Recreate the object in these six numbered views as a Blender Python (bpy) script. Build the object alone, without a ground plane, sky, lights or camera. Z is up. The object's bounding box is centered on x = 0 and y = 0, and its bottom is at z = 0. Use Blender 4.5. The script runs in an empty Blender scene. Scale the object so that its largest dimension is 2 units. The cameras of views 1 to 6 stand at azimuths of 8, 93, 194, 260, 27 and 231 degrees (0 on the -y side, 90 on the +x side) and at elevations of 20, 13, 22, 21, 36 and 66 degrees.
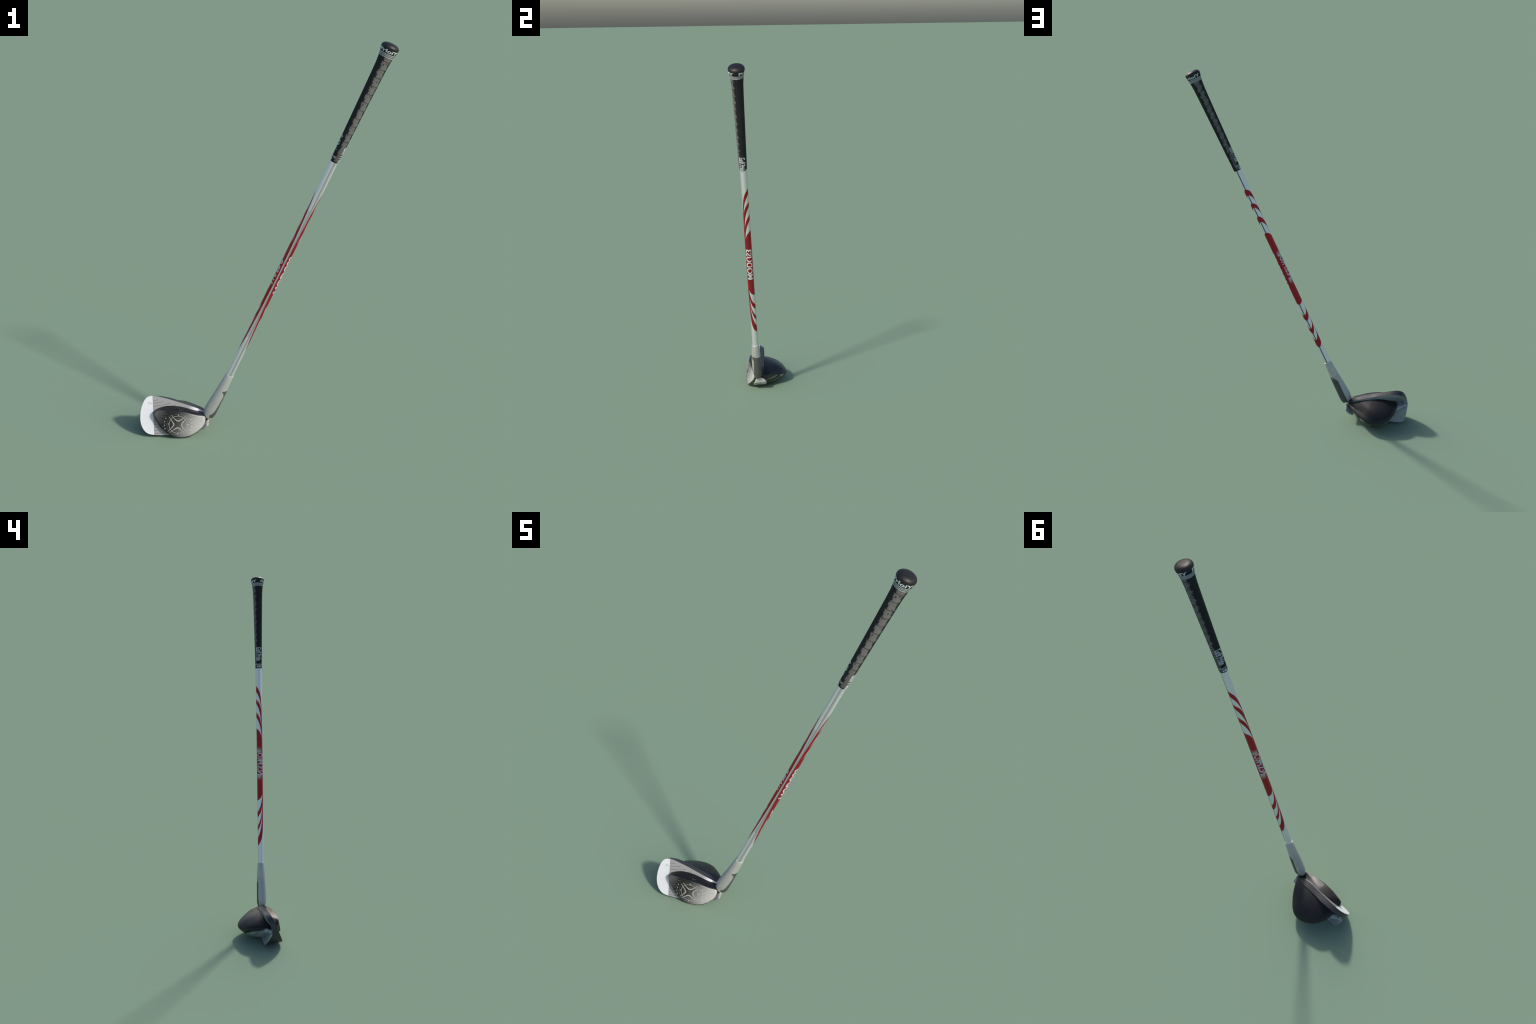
import bpy, bmesh, math
from mathutils import Vector, Matrix
from mathutils.bvhtree import BVHTree

# ------------------------------------------------------------------ helpers
COL = bpy.context.scene.collection

def mesh_object(name, verts, faces, mat=None, parent=None, smooth=True, matrix=None, angle=None):
    me = bpy.data.meshes.new(name)
    me.from_pydata([tuple(v) for v in verts], [], faces)
    me.validate()
    bm = bmesh.new(); bm.from_mesh(me)
    bmesh.ops.recalc_face_normals(bm, faces=bm.faces)
    bm.to_mesh(me); bm.free()
    if smooth:
        me.shade_smooth()
        if angle is not None:
            me.set_sharp_from_angle(angle=math.radians(angle))
    ob = bpy.data.objects.new(name, me)
    COL.objects.link(ob)
    if mat is not None:
        for m in (mat if isinstance(mat, (list, tuple)) else [mat]):
            me.materials.append(m)
    if matrix is not None:
        ob.matrix_world = matrix
    if parent is not None:
        ob.parent = parent
        ob.matrix_parent_inverse = parent.matrix_world.inverted()
    return ob

def catmull(pts, n, closed=True):
    """Resample control points with a Catmull-Rom spline, n samples per control span."""
    P = [Vector(p) for p in pts]; N = len(P); out = []
    spans = N if closed else N - 1
    for i in range(spans):
        if closed:
            a, b, c, d = P[(i-1) % N], P[i], P[(i+1) % N], P[(i+2) % N]
        else:
            a, b, c, d = P[max(i-1, 0)], P[i], P[i+1], P[min(i+2, N-1)]
        for k in range(n):
            t = k / n
            out.append(0.5*((2*b) + (c-a)*t + (2*a-5*b+4*c-d)*t*t + (3*b-a-3*c+d)*t**3))
    if not closed:
        out.append(P[-1].copy())
    return out

def loft(rings, cap_start=True, cap_end=True, closed=True):
    """Quads between equal-length rings; caps as fans round their mean."""
    n = len(rings[0]); V = [v for r in rings for v in r]; F = []
    for i in range(len(rings)-1):
        for j in range(n if closed else n-1):
            k = (j+1) % n
            F.append((i*n+j, i*n+k, (i+1)*n+k, (i+1)*n+j))
    for flag, i in ((cap_start, 0), (cap_end, len(rings)-1)):
        if flag:
            c = sum((Vector(v) for v in rings[i]), Vector())/n
            V.append(c); ci = len(V)-1
            for j in range(n):
                F.append((i*n+j, i*n+(j+1) % n, ci))
    return V, F

def lathe(profile, seg=48):
    """Solid of revolution about z from (radius, z) pairs."""
    rings = [[Vector((r*math.cos(2*math.pi*j/seg), r*math.sin(2*math.pi*j/seg), z)) for j in range(seg)] for r, z in profile]
    return loft(rings)

# ------------------------------------------------------------------ node helpers
class N:
    def __init__(self, name):
        self.m = bpy.data.materials.new(name); self.m.use_nodes = True
        self.t = self.m.node_tree; self.b = self.t.nodes['Principled BSDF']
        self.tc = self.t.nodes.new('ShaderNodeTexCoord')
        s = self.t.nodes.new('ShaderNodeSeparateXYZ'); self.t.links.new(self.tc.outputs['Object'], s.inputs[0])
        self.x, self.y, self.z = s.outputs
    def put(self, sock, v):
        if hasattr(v, 'is_output'): self.t.links.new(v, sock)
        else: sock.default_value = v
    def op(self, o, a, b=None, c=None, clamp=False):
        n = self.t.nodes.new('ShaderNodeMath'); n.operation = o; n.use_clamp = clamp
        for i, v in enumerate((a, b, c)):
            if v is not None: self.put(n.inputs[i], v)
        return n.outputs[0]
    def add(self, a, b): return self.op('ADD', a, b)
    def sub(self, a, b): return self.op('SUBTRACT', a, b)
    def mul(self, a, b): return self.op('MULTIPLY', a, b)
    def lt(self, a, b): return self.op('LESS_THAN', a, b)
    def gt(self, a, b): return self.op('GREATER_THAN', a, b)
    def between(self, v, lo, hi): return self.mul(self.gt(v, lo), self.lt(v, hi))
    def ramp(self, v, lo, hi, a=0.0, b=1.0, smooth=True):
        n = self.t.nodes.new('ShaderNodeMapRange'); n.interpolation_type = 'SMOOTHSTEP' if smooth else 'LINEAR'
        for i, q in enumerate((v, lo, hi, a, b)): self.put(n.inputs[i], q)
        return n.outputs[0]
    def mix(self, f, a, b):
        n = self.t.nodes.new('ShaderNodeMix'); n.data_type = 'RGBA'
        self.put(n.inputs[0], f)
        for s, v in ((n.inputs[6], a), (n.inputs[7], b)):
            self.put(s, (*v, 1) if isinstance(v, tuple) and len(v) == 3 else v)
        return n.outputs[2]
    def noise(self, scale, stretch=(1, 1, 1), detail=3):
        mp = self.t.nodes.new('ShaderNodeMapping'); self.t.links.new(self.tc.outputs['Object'], mp.inputs[0])
        mp.inputs['Scale'].default_value = stretch
        n = self.t.nodes.new('ShaderNodeTexNoise'); n.inputs['Scale'].default_value = scale; n.inputs['Detail'].default_value = detail
        self.t.links.new(mp.outputs[0], n.inputs['Vector']); return n.outputs['Fac']
    def bump(self, h, strength=.1, dist=.002):
        n = self.t.nodes.new('ShaderNodeBump'); n.inputs['Strength'].default_value = strength; n.inputs['Distance'].default_value = dist
        self.put(n.inputs['Height'], h); self.t.links.new(n.outputs[0], self.b.inputs['Normal'])
    def done(self, color, rough=.4, metal=0.0, spec=.5, coat=0.0):
        self.put(self.b.inputs['Base Color'], (*color, 1) if isinstance(color, tuple) and len(color) == 3 else color)
        self.put(self.b.inputs['Roughness'], rough); self.put(self.b.inputs['Metallic'], metal)
        self.b.inputs['Specular IOR Level'].default_value = spec
        self.b.inputs['Coat Weight'].default_value = coat
        return self.m

def plain(name, color, rough=.4, metal=0.0, spec=.5, vary=.12, scale=60, coat=0.0):
    n = N(name); f = n.noise(scale)
    lo = tuple(c*(1-vary) for c in color); hi = tuple(min(1, c*(1+vary)) for c in color)
    return n.done(n.mix(f, lo, hi), rough, metal, spec, coat)

# ------------------------------------------------------------------ the club as one thing
club = bpy.data.objects.new('golf_club', None); COL.objects.link(club)
club.empty_display_size = .1
club.location = (-.42, -.05, 0)
club["label"] = "two-headed golf club, red-striped white shaft, black grip"
club["category"] = "golf club"
bpy.context.view_layer.update()

# shaft axis: origin at the shaft's mouth in the ferrule, z up the shaft, x to the heel side, y to the back
A = Vector((-.1601, -.0477, .3325))
axis = Vector((.7528, -.0115, 1.6359)).normalized()
yv = axis.cross(Vector((1, 0, 0))).normalized()
xv = yv.cross(axis).normalized()
FRAME = Matrix((( xv.x, yv.x, axis.x, A.x), (xv.y, yv.y, axis.y, A.y), (xv.z, yv.z, axis.z, A.z), (0, 0, 0, 1)))

# ------------------------------------------------------------------ shaft
SHAFT_R0, SHAFT_R1, SHAFT_TOP = .0178, .0181, 1.262

def shaft_material():
    n = N('shaft_paint')
    th = n.op('ARCTAN2', n.op('ABSOLUTE', n.x), n.y)              # 0 at the back seam, pi at the front
    tn = n.op('TANGENT', n.op('MINIMUM', n.mul(th, .5), 1.56))     # stripes sweep forward as tan(th/2)
    s = n.z
    tq = n.op('POWER', tn, 1.3)
    sweep = n.op('MINIMUM', n.mul(tq, .036), n.add(n.mul(tn, .040), .060))
    hi = n.sub(1.127, sweep); lo = n.add(.113, sweep)
    red = n.between(s, lo, hi)
    T = math.tan(math.radians(64))
    fa = n.op('POWER', n.mul(tn, 1/T), 1.35); fb = n.op('POWER', n.mul(tn, 1/T), 1.2)
    for a, b, tip in ((1.0908, 1.0428, .967), (1.0159, .962, .869), (.927, .8583, .796),
                      (.3249, .396, .4403), (.2364, .2887, .3777), (.16, .2025, .3369)):
        ea = n.add(a, n.mul(fa, tip-a)); eb = n.add(b, n.mul(fb, tip-b))
        w = n.mul(n.between(s, n.op('MINIMUM', ea, eb), n.op('MAXIMUM', ea, eb)), n.lt(tn, T))
        red = n.mul(red, n.sub(1, w))
    # pale fading bars either side of the toe-side lettering
    fade = n.add(n.mul(n.ramp(s, .742, .702), n.between(s, .702, .742)), n.mul(n.ramp(s, .524, .563), n.between(s, .524, .563)))
    ang = n.mul(n.mul(n.ramp(th, 2.35, 1.5), n.gt(th, .33)), n.lt(n.x, 0))
    fade = n.mul(n.mul(fade, ang), .85)
    grain = n.noise(30, (1, 1, .2))
    white = n.mix(grain, (.79, .795, .80), (.84, .845, .845))
    # shading baked into the white: lilac darkening, sharp at the front seam, heel side
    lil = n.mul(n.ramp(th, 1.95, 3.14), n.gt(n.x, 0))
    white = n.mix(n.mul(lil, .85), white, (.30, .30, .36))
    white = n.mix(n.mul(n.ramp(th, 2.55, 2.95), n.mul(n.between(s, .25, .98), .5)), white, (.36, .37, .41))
    line = n.mul(n.lt(th, .13), n.lt(n.y, 10))
    white = n.mix(line, white, (.02, .028, .028))
    redc = n.mix(grain, (.36, .015, .025), (.41, .020, .030))
    redc = n.mix(fade, redc, (.50, .53, .55))
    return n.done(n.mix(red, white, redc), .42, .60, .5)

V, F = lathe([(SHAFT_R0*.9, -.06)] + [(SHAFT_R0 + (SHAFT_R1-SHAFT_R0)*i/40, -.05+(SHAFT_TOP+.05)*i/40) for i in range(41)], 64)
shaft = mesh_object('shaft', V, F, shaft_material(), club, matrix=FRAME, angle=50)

def shaft_radius(s): return SHAFT_R0 + (SHAFT_R1-SHAFT_R0)*(s+.05)/(SHAFT_TOP+.05)

# ------------------------------------------------------------------ lettering helper
def text_mesh(body, depth=.02, bold=.0):
    cu = bpy.data.curves.new('lettering', 'FONT'); cu.body = body; cu.extrude = depth; cu.resolution_u = 3; cu.offset = bold
    ob = bpy.data.objects.new('lettering', cu); COL.objects.link(ob)
    dg = bpy.context.evaluated_depsgraph_get(); dg.update()
    me = bpy.data.meshes.new_from_object(ob.evaluated_get(dg))
    bpy.data.objects.remove(ob); bpy.data.curves.remove(cu)
    bm = bmesh.new(); bm.from_mesh(me); bpy.data.meshes.remove(me)
    bmesh.ops.remove_doubles(bm, verts=bm.verts, dist=1e-5)
    x0 = min(v.co.x for v in bm.verts); x1 = max(v.co.x for v in bm.verts)
    y0 = min(v.co.y for v in bm.verts); y1 = max(v.co.y for v in bm.verts)
    for v in bm.verts:
        v.co.x = (v.co.x-x0)/(x1-x0); v.co.y = (v.co.y-y0)/(y1-y0)
        v.co.z = 1.0 if v.co.z > 0 else 0.0
    return bm

def slice_bm(bm, nx, ny):
    for ax, k in ((0, nx), (1, ny)):
        for i in range(1, k):
            co = [0, 0, 0]; no = [0, 0, 0]; co[ax] = i/k; no[ax] = 1
            bmesh.ops.bisect_plane(bm, geom=bm.verts[:]+bm.edges[:]+bm.faces[:], plane_co=co, plane_no=no, dist=1e-6)

def bm_object(bm, name, mat, parent, matrix=None):
    bmesh.ops.recalc_face_normals(bm, faces=bm.faces)
    me = bpy.data.meshes.new(name); bm.to_mesh(me); bm.free()
    me.materials.append(mat)
    ob = bpy.data.objects.new(name, me); COL.objects.link(ob)
    if matrix is not None: ob.matrix_world = matrix
    ob.parent = parent; ob.matrix_parent_inverse = parent.matrix_world.inverted()
    return ob

def wrap_text(body, name, mat, parent, place, nx=1, ny=10, bold=.02):
    """place(u, v, top) -> local position; u along the text 0..1, v up the letters 0..1."""
    bm = text_mesh(body, bold=bold); slice_bm(bm, nx, ny)
    for v in bm.verts: v.co = Vector(place(v.co.x, v.co.y, v.co.z))
    return bm_object(bm, name, mat, parent, FRAME)

letter_white = plain('letter_paint_white', (.56, .60, .60), .4)
def on_tube(s, phi, r): return (r*math.cos(phi), r*math.sin(phi), s)

D = math.radians
# heel side (phi 0): runs up the shaft, letter tops to the back
wrap_text('MODUS3', 'lettering', letter_white, shaft,
          lambda u, v, t: on_tube(.5175+.2105*u, D(-52+108*v), shaft_radius(.62)+(.0006 if t else -.001)), bold=.018)
# toe side (phi 180): runs up the shaft, letter tops to the front
wrap_text('N.S.PRO', 'lettering', letter_white, shaft,
          lambda u, v, t: on_tube(.562+.138*u, D(118+118*v), shaft_radius(.62)+(.0006 if t else -.001)), bold=.018)

# ------------------------------------------------------------------ grip
G0, G1 = 1.238, 1.80
def grip_radius(s):
    pts = [(1.238, .0185), (1.246, .0205), (1.30, .0215), (1.40, .0232), (1.50, .0250), (1.60, .0268), (1.68, .0284), (1.73, .0300), (1.76, .0325), (1.78, .0358), (1.80, .0402), (1.81, .0414)]
    for (a, ra), (b, rb) in zip(pts, pts[1:]):
        if s <= b:
            t = max(0, (s-a)/(b-a)); return ra+(rb-ra)*t
    return pts[-1][1]

def grip_material():
    n = N('grip_rubber')
    ph = n.op('ARCTAN2', n.y, n.x)                 # -pi/2 front, +pi/2 back
    s = n.z
    k = n.op('FRACT', n.mul(n.sub(s, 1.747), 1/.0402))
    row = n.op('FLOOR', n.mul(n.sub(s, 1.747), 1/.0402))
    jag = n.mul(n.sub(n.noise(1, (20, 20, 160), 3), .5), .55)
    step = n.mul(n.gt(k, .5), .16)
    def band(lo, hi, edge):
        p = n.add(ph, n.mul(n.add(jag, step), edge))
        return n.mul(n.ramp(p, lo-.10, lo+.06), n.ramp(p, hi+.16, hi-.16))
    front = band(-1.62, -.52, 1.0)
    back = band(1.52, 2.42, -1.0)
    m = n.op('MAXIMUM', front, back)
    body = n.between(s, 1.243, 1.772)
    seam = n.mul(n.lt(k, .07), n.between(s, 1.335, 1.765))
    # small dimples: a lattice of dark dots in (angle, height)
    cell = n.t.nodes.new('ShaderNodeCombineXYZ')
    n.put(cell.inputs[0], n.mul(ph, 2.6)); n.put(cell.inputs[1], n.mul(s, 1/.0201))
    vor = n.t.nodes.new('ShaderNodeTexVoronoi'); vor.inputs['Scale'].default_value = 1.0; vor.inputs['Randomness'].default_value = .75
    n.t.links.new(cell.outputs[0], vor.inputs['Vector'])
    dots = n.mul(n.lt(vor.outputs['Distance'], .25), n.between(s, 1.32, 1.765))
    low = n.ramp(s, 1.24, 1.40, .55, 1.0)
    m = n.mul(n.mul(m, body), low)
    m = n.mul(m, n.sub(1, n.mul(n.op('MAXIMUM', seam, dots), .85)))
    black = n.mix(n.noise(80), (.010, .011, .013), (.016, .017, .019))
    col = n.mix(m, black, (.145, .142, .135))
    # pale ring lines under the cap and at the mouth
    rings = n.add(n.between(s, 1.7665, 1.7705), n.add(n.between(s, 1.7735, 1.7775), n.between(s, 1.7800, 1.7840)))
    rings = n.add(rings, n.mul(n.between(s, 1.2585, 1.2675), n.mul(n.lt(n.x, -.004), .55)))
    col = n.mix(n.op('MINIMUM', rings, 1.0), col, (.40, .43, .44))
    n.bump(n.noise(400), .15, .0006)
    return n.done(col, .7, 0, .25)

prof = [(.016, G0-.001)] + [(grip_radius(G0+(G1-G0+.008)*i/110), G0+(G1-G0+.008)*i/110) for i in range(111)] + [(.036, 1.812)]
V, F = lathe(prof, 64)
grip = mesh_object('grip', V, F, grip_material(), club, matrix=FRAME, angle=60)

cap_mat = plain('grip_cap_rubber', (.011, .0105, .0115), .48, spec=.42, vary=.08)
CR, CH = .0414, .0205
prof = [(.036, 1.8025), (.0404, 1.8035)] + [(CR*math.cos(a)**.70, 1.807+CH*math.sin(a)**.92) for a in [i*math.pi/2/22 for i in range(22)]] + [(.0006, 1.807+CH)]
V, F = lathe(prof, 64)
grip_cap = mesh_object('grip_cap', V, F, cap_mat, grip, matrix=FRAME, angle=70)

letter_bright = plain('letter_paint_bright', (.62, .65, .65), .4)
for start in (-160, 20):
    wrap_text('PrloiY', 'lettering', letter_bright, grip,
              lambda u, v, t, a=start: on_tube(1.7875+.0155*v, D(a+142*u), grip_radius(1.7875+.0155*v)+(.0007 if t else -.001)), nx=24, ny=4, bold=.025)
grip_label = plain('grip_label_paint', (.46, .49, .50), .45)
for centre in (0, 180):
    s_top = 1.3201 if centre == 0 else 1.372
    wrap_text('Golf Pride', 'lettering', grip_label, grip,
              lambda u, v, t, c=centre, q=s_top: on_tube(q-.086*u, D(c-48+92*v), grip_radius(q-.086*u)+(.0007 if t else -.001)), nx=2, ny=10)
wrap_text('e', 'lettering', letter_white, grip,
          lambda u, v, t: on_tube(1.2555-.0125*u, D(180-38+76*v), grip_radius(1.2555-.0125*u)+(.0007 if t else -.001)), nx=2, ny=8)

# ------------------------------------------------------------------ ferrule and the two hosels
def tube(name, stations, mat, parent, seg=48, angle=40):
    """Round tube through (centre, radius) stations, sections perpendicular to the path."""
    rings = []
    for i, (c, r) in enumerate(stations):
        c = Vector(c); a = Vector(stations[max(i-1, 0)][0]); b = Vector(stations[min(i+1, len(stations)-1)][0])
        t = (b-a).normalized(); u = t.cross(Vector((0, 1, 0))).normalized(); w = u.cross(t).normalized()
        rx, ry = r if isinstance(r, tuple) else (r, r)
        rings.append([c+u*rx*math.cos(2*math.pi*j/seg)+w*ry*math.sin(2*math.pi*j/seg) for j in range(seg)])
    V, F = loft(rings)
    return mesh_object(name, V, F, mat, parent, angle=angle)

def ax(s, dx=0.0, dy=0.0): return A+axis*s+xv*dx+yv*dy

satin = plain('satin_grey_metal', (.45, .455, .445), .42, .35, .5, .06, 40)
satin_pale = plain('satin_grey_metal_pale', (.49, .495, .48), .38, .35, .5, .06, 40)
gun = plain('gunmetal', (.070, .074, .070), .38, .0, .5, .08, 40)

# the pale hosel leans to the toe and tapers into the blade's heel
def pale_axis(s): return ax(s, .035*min(s, 0) if s > -.085 else -.003+.106*(s+.085), .001)
top_s = .0085
stn = [(pale_axis(top_s), .0165), (pale_axis(.0075), .0200), (pale_axis(.002), .0211), (pale_axis(-.04), .0238), (pale_axis(-.085), .0262)]
ferrule = tube('ferrule', stn, satin_pale, club)
def pale_station(s, rx, ry, dx=0, dy=0):
    t = min(1, max(0, -(s+.085)/.04))
    return (ax(s, -.003+.070*(s+.085)+dx, .001-.0035*t+dy), (rx, ry))
stn = [pale_station(-.0851, .0256, .0256), pale_station(-.12, .0272, .0258), pale_station(-.16, .0290, .0258), pale_station(-.195, .0305, .0256), pale_station(-.215, .0308, .0252), pale_station(-.232, .0290, .0240),
       pale_station(-.247, .0255, .0215, -.0005, .001), pale_station(-.258, .0200, .0180, .006, -.001), pale_station(-.268, .0125, .0120, .0125, -.003), pale_station(-.273, .0050, .0050, .0165, -.004)]
hosel = tube('hosel', stn, satin, club)
stn = [(ax(-.078), .0225), (ax(-.0855), .0246), (ax(-.12, 0, .003), .0248), (ax(-.20, 0, .0035), .0250), (ax(-.235, 0, .0035), .0248), (ax(-.246, 0, .003), .0232), (ax(-.259, 0, .002), .020), (ax(-.262, 0, .002), .012)]
hosel2 = tube('hosel', stn, gun, club)

# ------------------------------------------------------------------ iron blade
def blade_y(x, z):
    y = -.0899+.1607*(x+.55)+.433*(z-.1)
    if x > -.37: y += 4.0*(x+.37)**2
    return y
BL = [  # front (x, z) and back (x, y, z) of the blade's rim, heel -> topline -> toe -> sole
    ((-.303, .112), (-.299, -.012, .111)), ((-.333, .132), (-.331, -.009, .1265)), ((-.375, .1485), (-.363, -.010, .138)),
    ((-.422, .163), (-.421, -.014, .155)), ((-.470, .1775), (-.465, -.014, .170)), ((-.514, .189), (-.509, -.017, .180)),
    ((-.545, .196), (-.540, -.020, .184)), ((-.572, .1975), (-.565, -.024, .184)), ((-.592, .191), (-.587, -.028, .179)),
    ((-.606, .174), (-.603, -.036, .169)), ((-.615, .150), (-.617, -.049, .147)), ((-.620, .123), (-.627, -.056, .120)),
    ((-.6206, .096), (-.6275, -.055, .098)), ((-.617, .073), (-.6245, -.043, .068)), ((-.610, .055), (-.6205, -.031, .045)),
    ((-.599, .038), (-.6145, -.0215, .0255)), ((-.582, .0235), (-.6015, -.0190, .0150)), ((-.558, .016), (-.580, -.0165, .0105)),
    ((-.520, .0125), (-.53, -.012, .010)), ((-.470, .012), (-.48, -.005, .012)), ((-.400, .014), (-.42, .0, .016)),
    ((-.345, .024), (-.35, -.005, .03)), ((-.312, .045), (-.312, -.008, .05)), ((-.295, .068), (-.295, -.012, .072)),
    ((-.294, .09), (-.290, -.012, .09))]
front = [Vector((p.x, blade_y(p.x, p.z), p.z)) for p in catmull([(f[0], 0, f[1]) for f, b in BL], 6)]
back = catmull([b for f, b in BL], 6)
nb = len(front)
cf = Vector((-.48, 0, .10)); cf.y = blade_y(cf.x, cf.z)
rings = []
for t in (0.0, .12, .25, .4, .55, .7, .85, .97):
    r = []
    for p in front:
        q = cf.lerp(p, t); q.y = blade_y(q.x, q.z); r.append(q)
    rings.append(r)
n_front = len(rings)
rings.append(front)
rings.append([front[i].lerp(back[i], .06) for i in range(nb)])
rings.append([front[i].lerp(back[i], .94) for i in range(nb)])
rings.append(back)
def inward(p, d):
    v = Vector((-.50-p.x, 0, .10-p.z)); v.normalize()
    return p+v*d
lip, fl1, fl2 = [], [], []
def muscle_y(z): return -.018-.026*min(1, max(0, (z-.010)/.085))
for i, p in enumerate(back):
    upper = min(1, max(0, (p.z-.085)/.03))
    a = inward(p, .004+.016*upper); a.y = (p.y-.001)*upper+muscle_y(a.z)*(1-upper)
    lip.append(a)
    b = inward(p, .018+.006*upper); b.y = (p.y-.006)*upper+muscle_y(b.z)*(1-upper)
    fl1.append(b)
    c = inward(p, .05); c.y = (p.y-.008)*upper+(muscle_y(c.z)-.003)*(1-upper)
    fl2.append(c)
rings += [lip, fl1, fl2]
V, F = loft(rings, True, True)

def face_material():
    n = N('brushed_face')
    seam = n.sub(-.5445, n.mul(n.sub(n.z, 0.0), .0985))
    g = n.noise(90, (.3, 1, 6))
    grey = n.mix(g, (.255, .256, .256), (.305, .305, .304))
    painted_highlight = n.ramp(n.add(n.x, n.mul(n.z, .0)), -.385, -.335)
    grey = n.mix(painted_highlight, grey, (.74, .74, .76))  # base colour whitened where the heel's curve catches a highlight
    w = n.mix(g, (.60, .62, .645), (.66, .68, .70))
    n_w = n.lt(n.x, seam)
    return n.done(n.mix(n_w, grey, w), .38, 0, .5)
dark_steel = plain('dark_steel', (.030, .030, .031), .34, 0, .55, .12, 50)
blue_steel = plain('satin_back_metal', (.31, .345, .355), .42, .35, .5, .10, 40)
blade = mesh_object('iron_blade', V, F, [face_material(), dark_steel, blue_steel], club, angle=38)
COUNT = len(rings)
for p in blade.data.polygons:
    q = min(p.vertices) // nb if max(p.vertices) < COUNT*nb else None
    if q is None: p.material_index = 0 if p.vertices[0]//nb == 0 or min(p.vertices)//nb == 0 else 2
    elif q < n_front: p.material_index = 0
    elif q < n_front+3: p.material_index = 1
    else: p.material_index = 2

# score lines, proud by a hair, on the blade's face
score = plain('score_line_paint', (.085, .085, .085), .5)
def strip_solid(pts, widths, place, base=-.0006, top=.0005):
    """Thin raised ribbon along 2D points; place(u, w, h) -> 3D."""
    P = [Vector((a, b)) for a, b in pts]; R = []
    for i, p in enumerate(P):
        t = (P[min(i+1, len(P)-1)]-P[max(i-1, 0)]).normalized(); nrm = Vector((-t.y, t.x))
        w = widths[i]/2 if isinstance(widths, (list, tuple)) else widths/2
        a, b = p+nrm*w, p-nrm*w
        R.append([place(a.x, a.y, base), place(a.x, a.y, top), place(b.x, b.y, top), place(b.x, b.y, base)])
    return loft(R)
blade_n = Vector((.1607, -1, .433)).normalized()
def on_blade(x, z, h): return Vector((x, blade_y(x, z), z))+blade_n*h
for x0, z0, x1, z1 in ((-.5585, .1761, -.535, .1789), (-.5578, .163, -.503, .1701), (-.557, .1484, -.471, .1623), (-.500, .1440, -.4401, .1533),
                       (-.5493, .0775, -.515, .0785), (-.5486, .0641, -.51, .0653), (-.5472, .0499, -.50, .0525), (-.5454, .0355, -.49, .0375), (-.544, .0214, -.475, .0237)):
    V, F = strip_solid([(x0+(x1-x0)*i/8, z0+(z1-z0)*(i/8)**1.6) for i in range(9)], .0016, on_blade)
    mesh_object('score_line', V, F, score, blade, smooth=False)
num = plain('number_paint', (.30, .31, .33), .5)
V, F = strip_solid([(-.5812, .1557), (-.5812, .1640), (-.5812, .1687), (-.574, .1653), (-.5645, .1609)], [.0012, .0014, .0022, .0024, .0024], on_blade)
mesh_object('number_mark', V, F, num, blade, smooth=False)

# cavity bar across the back of the blade: a flaring round bar and its square toe end
stn = [((-.600, -.046, .1035), (.012, .013)), ((-.585, -.038, .098), (.014, .015)), ((-.566, -.028, .092), (.018, .018)), ((-.545, -.018, .085), (.022, .020)), ((-.52, -.010, .078), (.024, .022))]
bar = tube('cavity_bar', stn, blue_steel, blade)
stn = [((-.6185, -.0585, .1065), (.0125, .011)), ((-.617, -.0575, .106), (.014, .0125)), ((-.604, -.048, .1035), (.0145, .0135)), ((-.602, -.047, .1030), (.013, .012))]
bar_end = tube('cavity_bar_end', stn, blue_steel, blade, seg=8, angle=30)

# ------------------------------------------------------------------ driver head
def face_y(x, z):
    r = max(0, (.070-z)/.070)
    return -.114+.16*(x+.422)+.23*(z-.077)+1.0*(x+.422)**2+.012*r**4
RIM = [  # upper rim of the head and the matching lower edge: heel, round the back, toe, along the face
    ((-.291, -.009, .098), (-.293, -.010, .091)), ((-.318, .034, .096), (-.320, .033, .088)), ((-.343, .063, .086), (-.344, .062, .079)),
    ((-.370, .088, .078), (-.371, .087, .071)), ((-.399, .110, .072), (-.400, .109, .065)), ((-.431, .1235, .067), (-.431, .122, .060)),
    ((-.463, .1235, .068), (-.462, .122, .061)), ((-.493, .113, .072), (-.492, .112, .065)), ((-.520, .096, .082), (-.519, .095, .074)),
    ((-.544, .073, .0945), (-.543, .072, .086)), ((-.562, .036, .103), (-.560, .035, .093)), ((-.570, -.016, .108), (-.567, -.016, .096)),
    ((-.566, -.060, .112), (-.560, -.063, .098)),
    ((-.552, -.099, .127), (-.547, -.103, .111)), ((-.538, -.1045, .1395), (-.530, -.112, .083)), ((-.521, -.1040, .1455), (-.506, -.1205, .052)),
    ((-.471, -.1030, .1475), (-.475, -.126, .027)), ((-.434, -.1000, .1445), (-.443, -.1245, .0105)), ((-.403, -.0960, .1395), (-.407, -.120, .004)),
    ((-.374, -.0910, .1325), (-.372, -.113, .007)), ((-.327, -.0810, .1175), (-.340, -.1035, .019)), ((-.295, -.0700, .1085), (-.304, -.085, .048)),
    ((-.286, -.0560, .0995), (-.288, -.063, .080))]
U = catmull([u for u, l in RIM], 6); L = catmull([(l[0], l[1], l[2]-(.005 if l[1] > -.02 else 0)) for u, l in RIM], 6)
nu = len(U)
PEAK = Vector((-.480, -.050, .1497))
W = 11   # the crown's inside follows a softened rim, so that the rim's corners do not run up it as creases
UB = [sum((U[(i+k) % nu]*(W+1-abs(k)) for k in range(-W, W+1)), Vector())/((W+1)**2) for i in range(nu)]
rings = []
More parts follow.
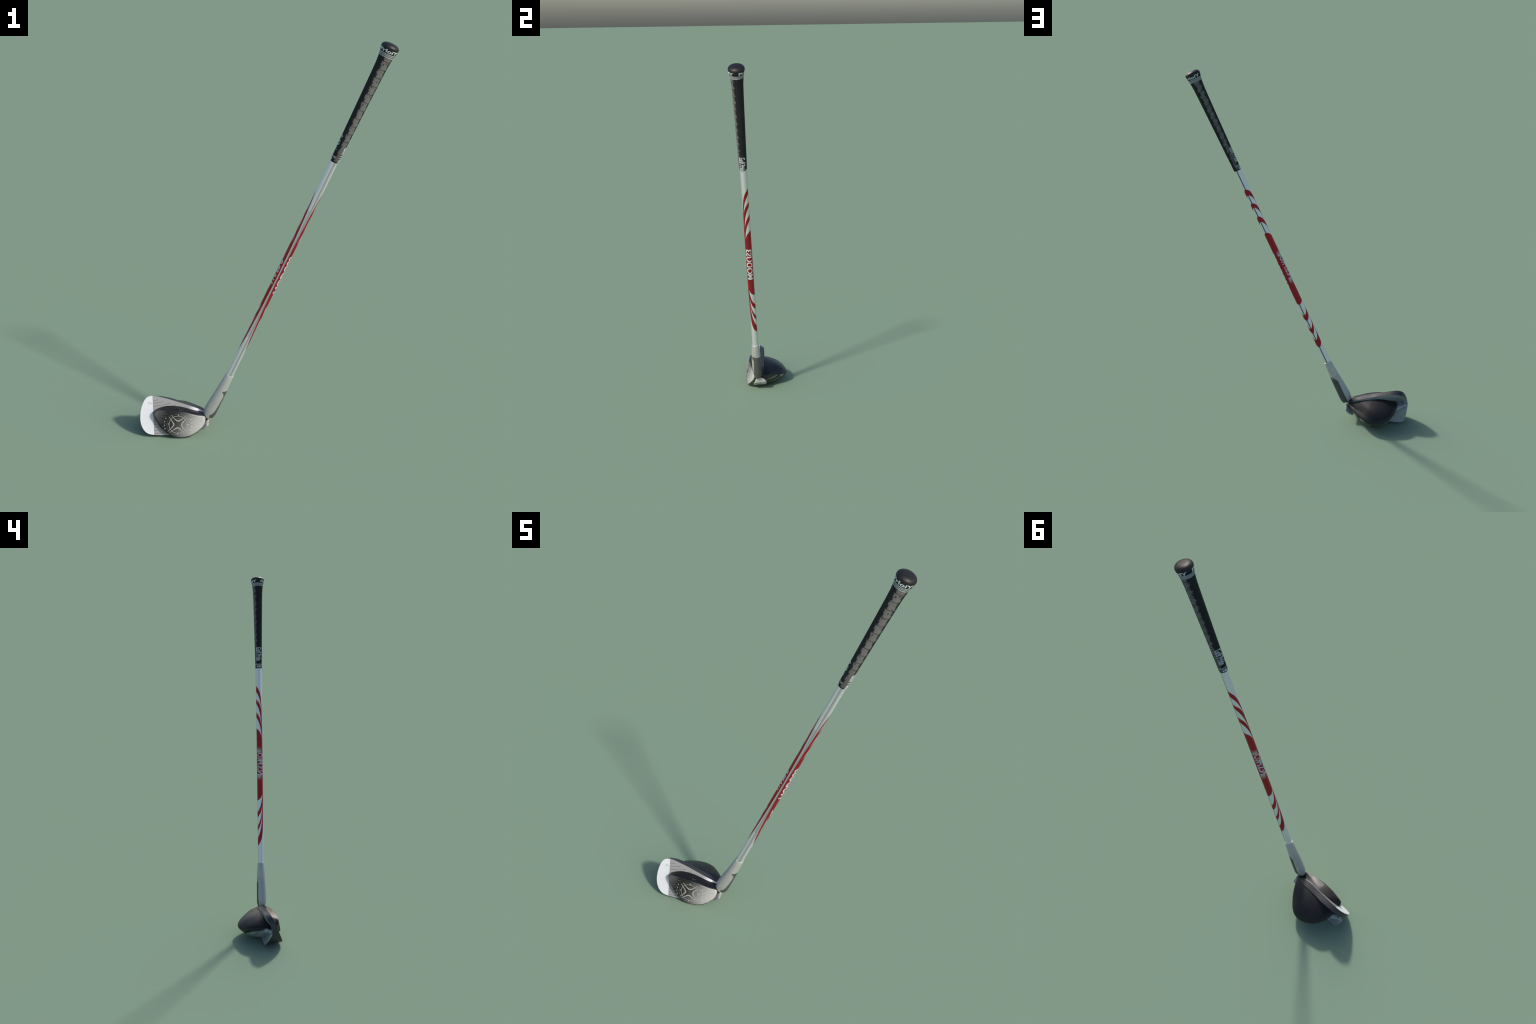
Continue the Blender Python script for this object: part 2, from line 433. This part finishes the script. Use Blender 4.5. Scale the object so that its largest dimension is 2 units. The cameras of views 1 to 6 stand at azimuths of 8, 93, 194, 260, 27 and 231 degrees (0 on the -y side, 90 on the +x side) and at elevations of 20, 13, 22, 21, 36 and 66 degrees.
for k in range(0, 25):
    rho = math.sin(math.pi/2*k/24) if k else .002
    ring = []
    for i, u0 in enumerate(U):
        u = UB[i].lerp(u0, rho**5)
        x, y = PEAK.x+(u.x-PEAK.x)*rho, PEAK.y+(u.y-PEAK.y)*rho
        dip = .006*min(1, max(0, (x+.42)/.08))*(1-rho**6)
        ring.append(Vector((x, y, u.z+(PEAK.z-u.z)*max(0, 1-rho**1.602)**.623-dip)))
    rings.append(ring)
mid = sum(U, Vector())/nu
rings.append([u+(u-mid).normalized()*.0012+Vector((0, 0, -.0020)) for u in U])
rings.append([u+Vector((0, 0, -.0045))-(u-mid).normalized()*.002 for u in U])
V, F = loft(rings, True, False)
crown_mat = plain('gloss_black', (.0085, .009, .0095), .36, 0, .36, .15, 30)
driver_crown = mesh_object('driver_crown', V, F, crown_mat, club, angle=60)

# lower shell: from the rim down to the lower edge, then in under the head to the sole
SOLE = Vector((-.42, -.062, .0005))
rings = [[u+Vector((0, 0, -.0030))-(u-mid).normalized()*.0015 for u in U]]
for t in (.3, .65): rings.append([U[i].lerp(L[i], t)-(U[i]-mid).normalized()*.0012*(1-t) for i in range(nu)])
rings.append(L)
for k in range(1, 19):
    rho = 1-k/19
    rings.append([Vector((SOLE.x+(l.x-SOLE.x)*rho, SOLE.y+(l.y-SOLE.y)*rho, SOLE.z+(l.z-SOLE.z)*rho**4.0)) for l in L])
V, F = loft(rings, False, True)
def shell_material():
    n = N('sole_shell')
    dx = n.sub(n.x, -.43); dy = n.sub(n.y, -.02)
    ang = n.op('ARCTAN2', dy, dx)                         # 0 heel, pi/2 back, pi toe
    dark = n.mix(n.noise(70), (.016, .017, .015), (.026, .027, .024))
    # pale metal skirt on the toe quarter
    top = n.op('MINIMUM', n.add(.0825, n.mul(n.sub(.05, n.y), .25)), n.add(.0825, n.mul(n.sub(.05, n.y), .9)))
    toe = n.mul(n.mul(n.lt(n.x, -.49), n.between(n.y, -.085, .080)), n.mul(n.lt(n.z, top), n.gt(n.z, .006)))
    col = n.mix(toe, dark, (.29, .325, .33))
    return n.done(col, .4, 0, .5)
driver_sole = mesh_object('driver_sole', V, F, shell_material(), club, angle=50)

# face plate
PL = [(-.5450, .1270), (-.5375, .1385), (-.5205, .1450), (-.471, .1470), (-.4343, .1440), (-.403, .1388), (-.3744, .1322), (-.3273, .1168),
      (-.2950, .1075), (-.2875, .0980), (-.2865, .0870), (-.2907, .0700), (-.3010, .0530), (-.3190, .0370), (-.3460, .0195), (-.3765, .0085),
      (-.407, .0050), (-.435, .0085), (-.4545, .0175), (-.4763, .0325), (-.4995, .0545), (-.5220, .0853), (-.5370, .1100), (-.5440, .1200)]
outl = catmull([(x, 0, z) for x, z in PL], 6)
cpl = Vector((-.42, 0, .08))
def plate_pt(x, z, h=0.0):
    g = Vector((.16+2*(x+.422), -1, .23)).normalized()
    return Vector((x, face_y(x, z)-.0030, z))+g*h
rings = []
for t in (.01, .12, .24, .36, .48, .6, .72, .84, .92, .965):
    rings.append([plate_pt(*(lambda q: (q.x, q.z))(cpl.lerp(p, t))) for p in outl])
rings.append([plate_pt(p.x, p.z)+Vector((0, .0012, 0)) for p in [cpl.lerp(q, .99) for q in outl]])
rings.append([plate_pt(p.x, p.z)+Vector((0, .0035, 0)) for p in outl])
rings.append([plate_pt(p.x, p.z)+Vector((0, .0090, 0)) for p in [cpl.lerp(q, .995) for q in outl]])
V, F = loft(rings, True, False)
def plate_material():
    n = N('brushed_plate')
    # metal reflection drawn as a gradient: bright at heel, darkest inside the toe end
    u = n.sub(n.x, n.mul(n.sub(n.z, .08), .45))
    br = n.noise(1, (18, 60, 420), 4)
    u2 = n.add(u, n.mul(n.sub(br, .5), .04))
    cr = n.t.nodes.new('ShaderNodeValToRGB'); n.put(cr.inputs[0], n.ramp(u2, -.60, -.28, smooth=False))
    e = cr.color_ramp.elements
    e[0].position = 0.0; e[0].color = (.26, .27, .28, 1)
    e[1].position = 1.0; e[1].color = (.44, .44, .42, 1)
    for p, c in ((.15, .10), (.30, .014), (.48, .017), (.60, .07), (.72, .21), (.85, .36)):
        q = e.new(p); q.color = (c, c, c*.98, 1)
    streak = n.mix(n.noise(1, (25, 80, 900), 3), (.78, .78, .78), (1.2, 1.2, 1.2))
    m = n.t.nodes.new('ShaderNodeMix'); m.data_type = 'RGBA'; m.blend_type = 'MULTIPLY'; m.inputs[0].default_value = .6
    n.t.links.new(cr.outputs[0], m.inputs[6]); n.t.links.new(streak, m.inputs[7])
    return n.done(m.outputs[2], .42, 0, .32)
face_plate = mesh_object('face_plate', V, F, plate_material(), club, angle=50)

emblem = plain('emblem_paint', (.33, .325, .30), .45, vary=.05)
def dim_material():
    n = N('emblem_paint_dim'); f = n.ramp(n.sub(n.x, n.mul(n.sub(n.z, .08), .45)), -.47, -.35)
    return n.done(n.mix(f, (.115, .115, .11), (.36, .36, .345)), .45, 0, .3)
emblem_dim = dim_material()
dot_mat = plain('dot_paint', (.60, .62, .60), .45, vary=.05)
def curve2(pts, n=5): return [(p.x, p.z) for p in catmull([(a, 0, b) for a, b in pts], n, False)]
def emblem_strip(name, pts, w, mat, top=.0006):
    V, F = strip_solid(pts, w, plate_pt, -.0006, top)
    return mesh_object(name, V, F, mat, face_plate, smooth=False)
for c in ([(-.4561, .1261), (-.439, .1078), (-.428, .0979), (-.4195, .0952), (-.4111, .0974), (-.3956, .1078), (-.3791, .1227)],
          [(-.4636, .0345), (-.446, .0480), (-.4314, .0574), (-.4229, .0597), (-.4144, .057), (-.4001, .0445), (-.3854, .0270)],
          [(-.4671, .1186), (-.4535, .0992), (-.4437, .0845), (-.4412, .0772), (-.4448, .0698), (-.4557, .0574), (-.4719, .0415)],
          [(-.3719, .1125), (-.3884, .0951), (-.399, .0834), (-.4018, .075), (-.4001, .0675), (-.3905, .0509), (-.3745, .0290)]):
    p = curve2(c, 6); k = len(p)-1
    emblem_strip('emblem_chevron', p, [.0012+.0050*math.sin(math.pi*i/k)**1.3 for i in range(k+1)], emblem, .0008)
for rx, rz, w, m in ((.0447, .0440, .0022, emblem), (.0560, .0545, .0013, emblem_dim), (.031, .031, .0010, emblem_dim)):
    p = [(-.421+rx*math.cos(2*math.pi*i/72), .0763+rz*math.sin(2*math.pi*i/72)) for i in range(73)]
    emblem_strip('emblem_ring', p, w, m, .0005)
def dot_mesh(x, z, r=.0021):
    ring = lambda rr, h: [plate_pt(x+rr*math.cos(2*math.pi*j/12), z+rr*math.sin(2*math.pi*j/12), h) for j in range(12)]
    V, F = loft([ring(r, -.0006), ring(r, .0003), ring(r*.7, .0007)])
    mesh_object('face_dot', V, F, dot_mat, face_plate, smooth=False)
for x, z in ((-.4703, .0798), (-.4184, .1249), (-.3719, .0738), (-.4226, .0288), (-.3563, .0984), (-.3518, .081), (-.3518, .063), (-.3547, .0447),
             (-.4832, .1074), (-.4883, .0905), (-.4897, .073), (-.4868, .0558)):
    dot_mesh(x, z)
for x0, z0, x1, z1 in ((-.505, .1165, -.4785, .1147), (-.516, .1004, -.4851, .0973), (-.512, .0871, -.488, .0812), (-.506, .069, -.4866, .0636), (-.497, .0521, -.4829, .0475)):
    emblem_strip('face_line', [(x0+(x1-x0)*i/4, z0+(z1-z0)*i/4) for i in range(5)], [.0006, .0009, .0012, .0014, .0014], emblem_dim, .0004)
for x0, x1, z in ((-.3695, -.3055, .106), (-.350, -.300, .0886), (-.350, -.300, .0714), (-.350, -.305, .0535), (-.362, -.320, .0375)):
    emblem_strip('face_line', [(x0+(x1-x0)*i/4, z-.001*i) for i in range(5)], .0012, emblem, .0004)
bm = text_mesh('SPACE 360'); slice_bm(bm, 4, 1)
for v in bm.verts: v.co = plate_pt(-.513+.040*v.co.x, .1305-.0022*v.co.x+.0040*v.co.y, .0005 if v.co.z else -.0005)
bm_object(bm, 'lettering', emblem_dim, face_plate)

# chevron mark on the front of the crown, and the marks on the skirt, laid on the surface by ray casting
dg = bpy.context.evaluated_depsgraph_get(); dg.update()
def tree(ob):
    return BVHTree.FromPolygons([ob.matrix_world @ v.co for v in ob.data.vertices], [tuple(p.vertices) for p in ob.data.polygons])
TC, TS = tree(driver_crown), tree(driver_sole)
def on_crown(x, y, h):
    hit = TC.ray_cast(Vector((x, y, .4)), Vector((0, 0, -1)))
    return (hit[0] if hit[0] else Vector((x, y, .14)))+Vector((0, 0, h))
mark = plain('crown_mark', (.045, .047, .05), .4)
V, F = strip_solid([(-.4205, -.071), (-.4165, -.079), (-.4125, -.088), (-.405, -.0825), (-.3975, -.0765)], [.002, .003, .0042, .003, .002], on_crown, -.0008, .0006)
mesh_object('chevron_mark', V, F, mark, driver_crown, smooth=False)

def project_text(body, name, mat, origin, ux, uy, direction, parent, nx=6, ny=3):
    """Lay text on the shell: origin + ux*u + uy*v, pushed along direction until it meets the surface."""
    bm = text_mesh(body); slice_bm(bm, nx, ny); d = Vector(direction).normalized(); bad = False
    for v in bm.verts:
        p = Vector(origin)+Vector(ux)*v.co.x+Vector(uy)*v.co.y
        hit = TS.ray_cast(p-d*.3, d)
        if hit[0] is None: bad = True; q = p
        else: q = hit[0]
        v.co = q-d*(.0010 if v.co.z else -.0006)
    return bm_object(bm, name, mat, parent)
skirt_mark = plain('skirt_mark', (.05, .058, .06), .4)
project_text('Callaway', 'lettering', skirt_mark, (-.535, .040, .0400), (0, -.060, .048), (0, .004, .012), (.93, -.15, -.35), driver_sole)
project_text('XR', 'lettering', letter_white, (-.38, .087, .0560), (-.026, .024, .003), (0, .0, .013), (-1, -.06, -.23), driver_sole)

def surface_ribbon(name, pts, w, mat, parent, rise=.0006):
    """Thin raised line that follows the shell through the given points."""
    P = catmull(pts, 6, False); R = []
    hits = [TS.find_nearest(p)[:2] for p in P]
    for i, (p, nr) in enumerate(hits):
        if nr.dot(p-Vector((-.43, -.01, .07))) < 0: nr = -nr
        t = (hits[min(i+1, len(P)-1)][0]-hits[max(i-1, 0)][0]).normalized(); b = t.cross(nr).normalized()
        q = w*min(1, .35+min(i, len(P)-1-i)/5)/2
        R.append([p+b*q-nr*.0008, p+b*q+nr*rise, p-b*q+nr*rise, p-b*q-nr*.0008])
    V, F = loft(R)
    return mesh_object(name, V, F, mat, parent, smooth=False)
line_pale = plain('skirt_line_pale', (.26, .30, .27), .4)
line_dull = plain('skirt_line_dull', (.13, .15, .135), .4)
line_green = plain('skirt_line_green', (.05, .125, .012), .4)
surface_ribbon('skirt_line', [(-.3135, .0044, .0606), (-.3229, .0192, .0614), (-.3307, .0329, .0631), (-.3409, .056, .0715), (-.352, .070, .0795)], .0032, line_pale, driver_sole)
surface_ribbon('skirt_line', [(-.3385, .0108, .0338), (-.3499, .0315, .0359), (-.3622, .0546, .0415), (-.3763, .0777, .0489), (-.384, .090, .055)], .0030, line_dull, driver_sole)
surface_ribbon('skirt_line', [(-.4614, .1134, .0468), (-.480, .112, .054), (-.4961, .1075, .0590), (-.5267, .0869, .072)], .0045, line_dull, driver_sole)
surface_ribbon('skirt_line', [(-.2885, -.0625, .088), (-.2935, -.0680, .072), (-.302, -.0750, .055), (-.315, -.084, .040)], .0040, line_green, driver_sole)
surface_ribbon('skirt_line', [(-.478, .103, .0435), (-.492, .096, .046), (-.508, .086, .049)], .0026, line_green, driver_sole)
surface_ribbon('skirt_line', [(-.385, .0975, .0665), (-.400, .1085, .0640), (-.418, .1170, .0615), (-.436, .1205, .0600)], .0024, line_green, driver_sole)

# ------------------------------------------------------------------ bright heel of the iron showing under the driver's heel
HP = [(-.057, .080), (-.040, .083), (-.020, .0895), (-.008, .085), (.004, .074), (.0115, .0645), (.002, .054), (-.025, .0530), (-.055, .0510), (-.072, .0475), (-.064, .062)]
hp = catmull([(0, y, z) for y, z in HP], 4)
cy, cz = -.034, .068
rings = []
for x, sc, dz in ((-.2725, .66, .001), (-.2732, .78, .001), (-.2755, .88, .0), (-.279, .95, -.002), (-.286, .98, -.008), (-.298, .95, -.018), (-.318, .85, -.028)):
    rings.append([Vector((x+.0*p.y, cy+(p.y-cy)*sc, cz+(p.z-cz)*sc+dz)) for p in hp])
V, F = loft(rings)
bright = plain('bright_steel', (.40, .41, .405), .32, .4, .6, .06)
heel = mesh_object('blade_heel', V, F, bright, blade, angle=40)

bpy.context.view_layer.update()
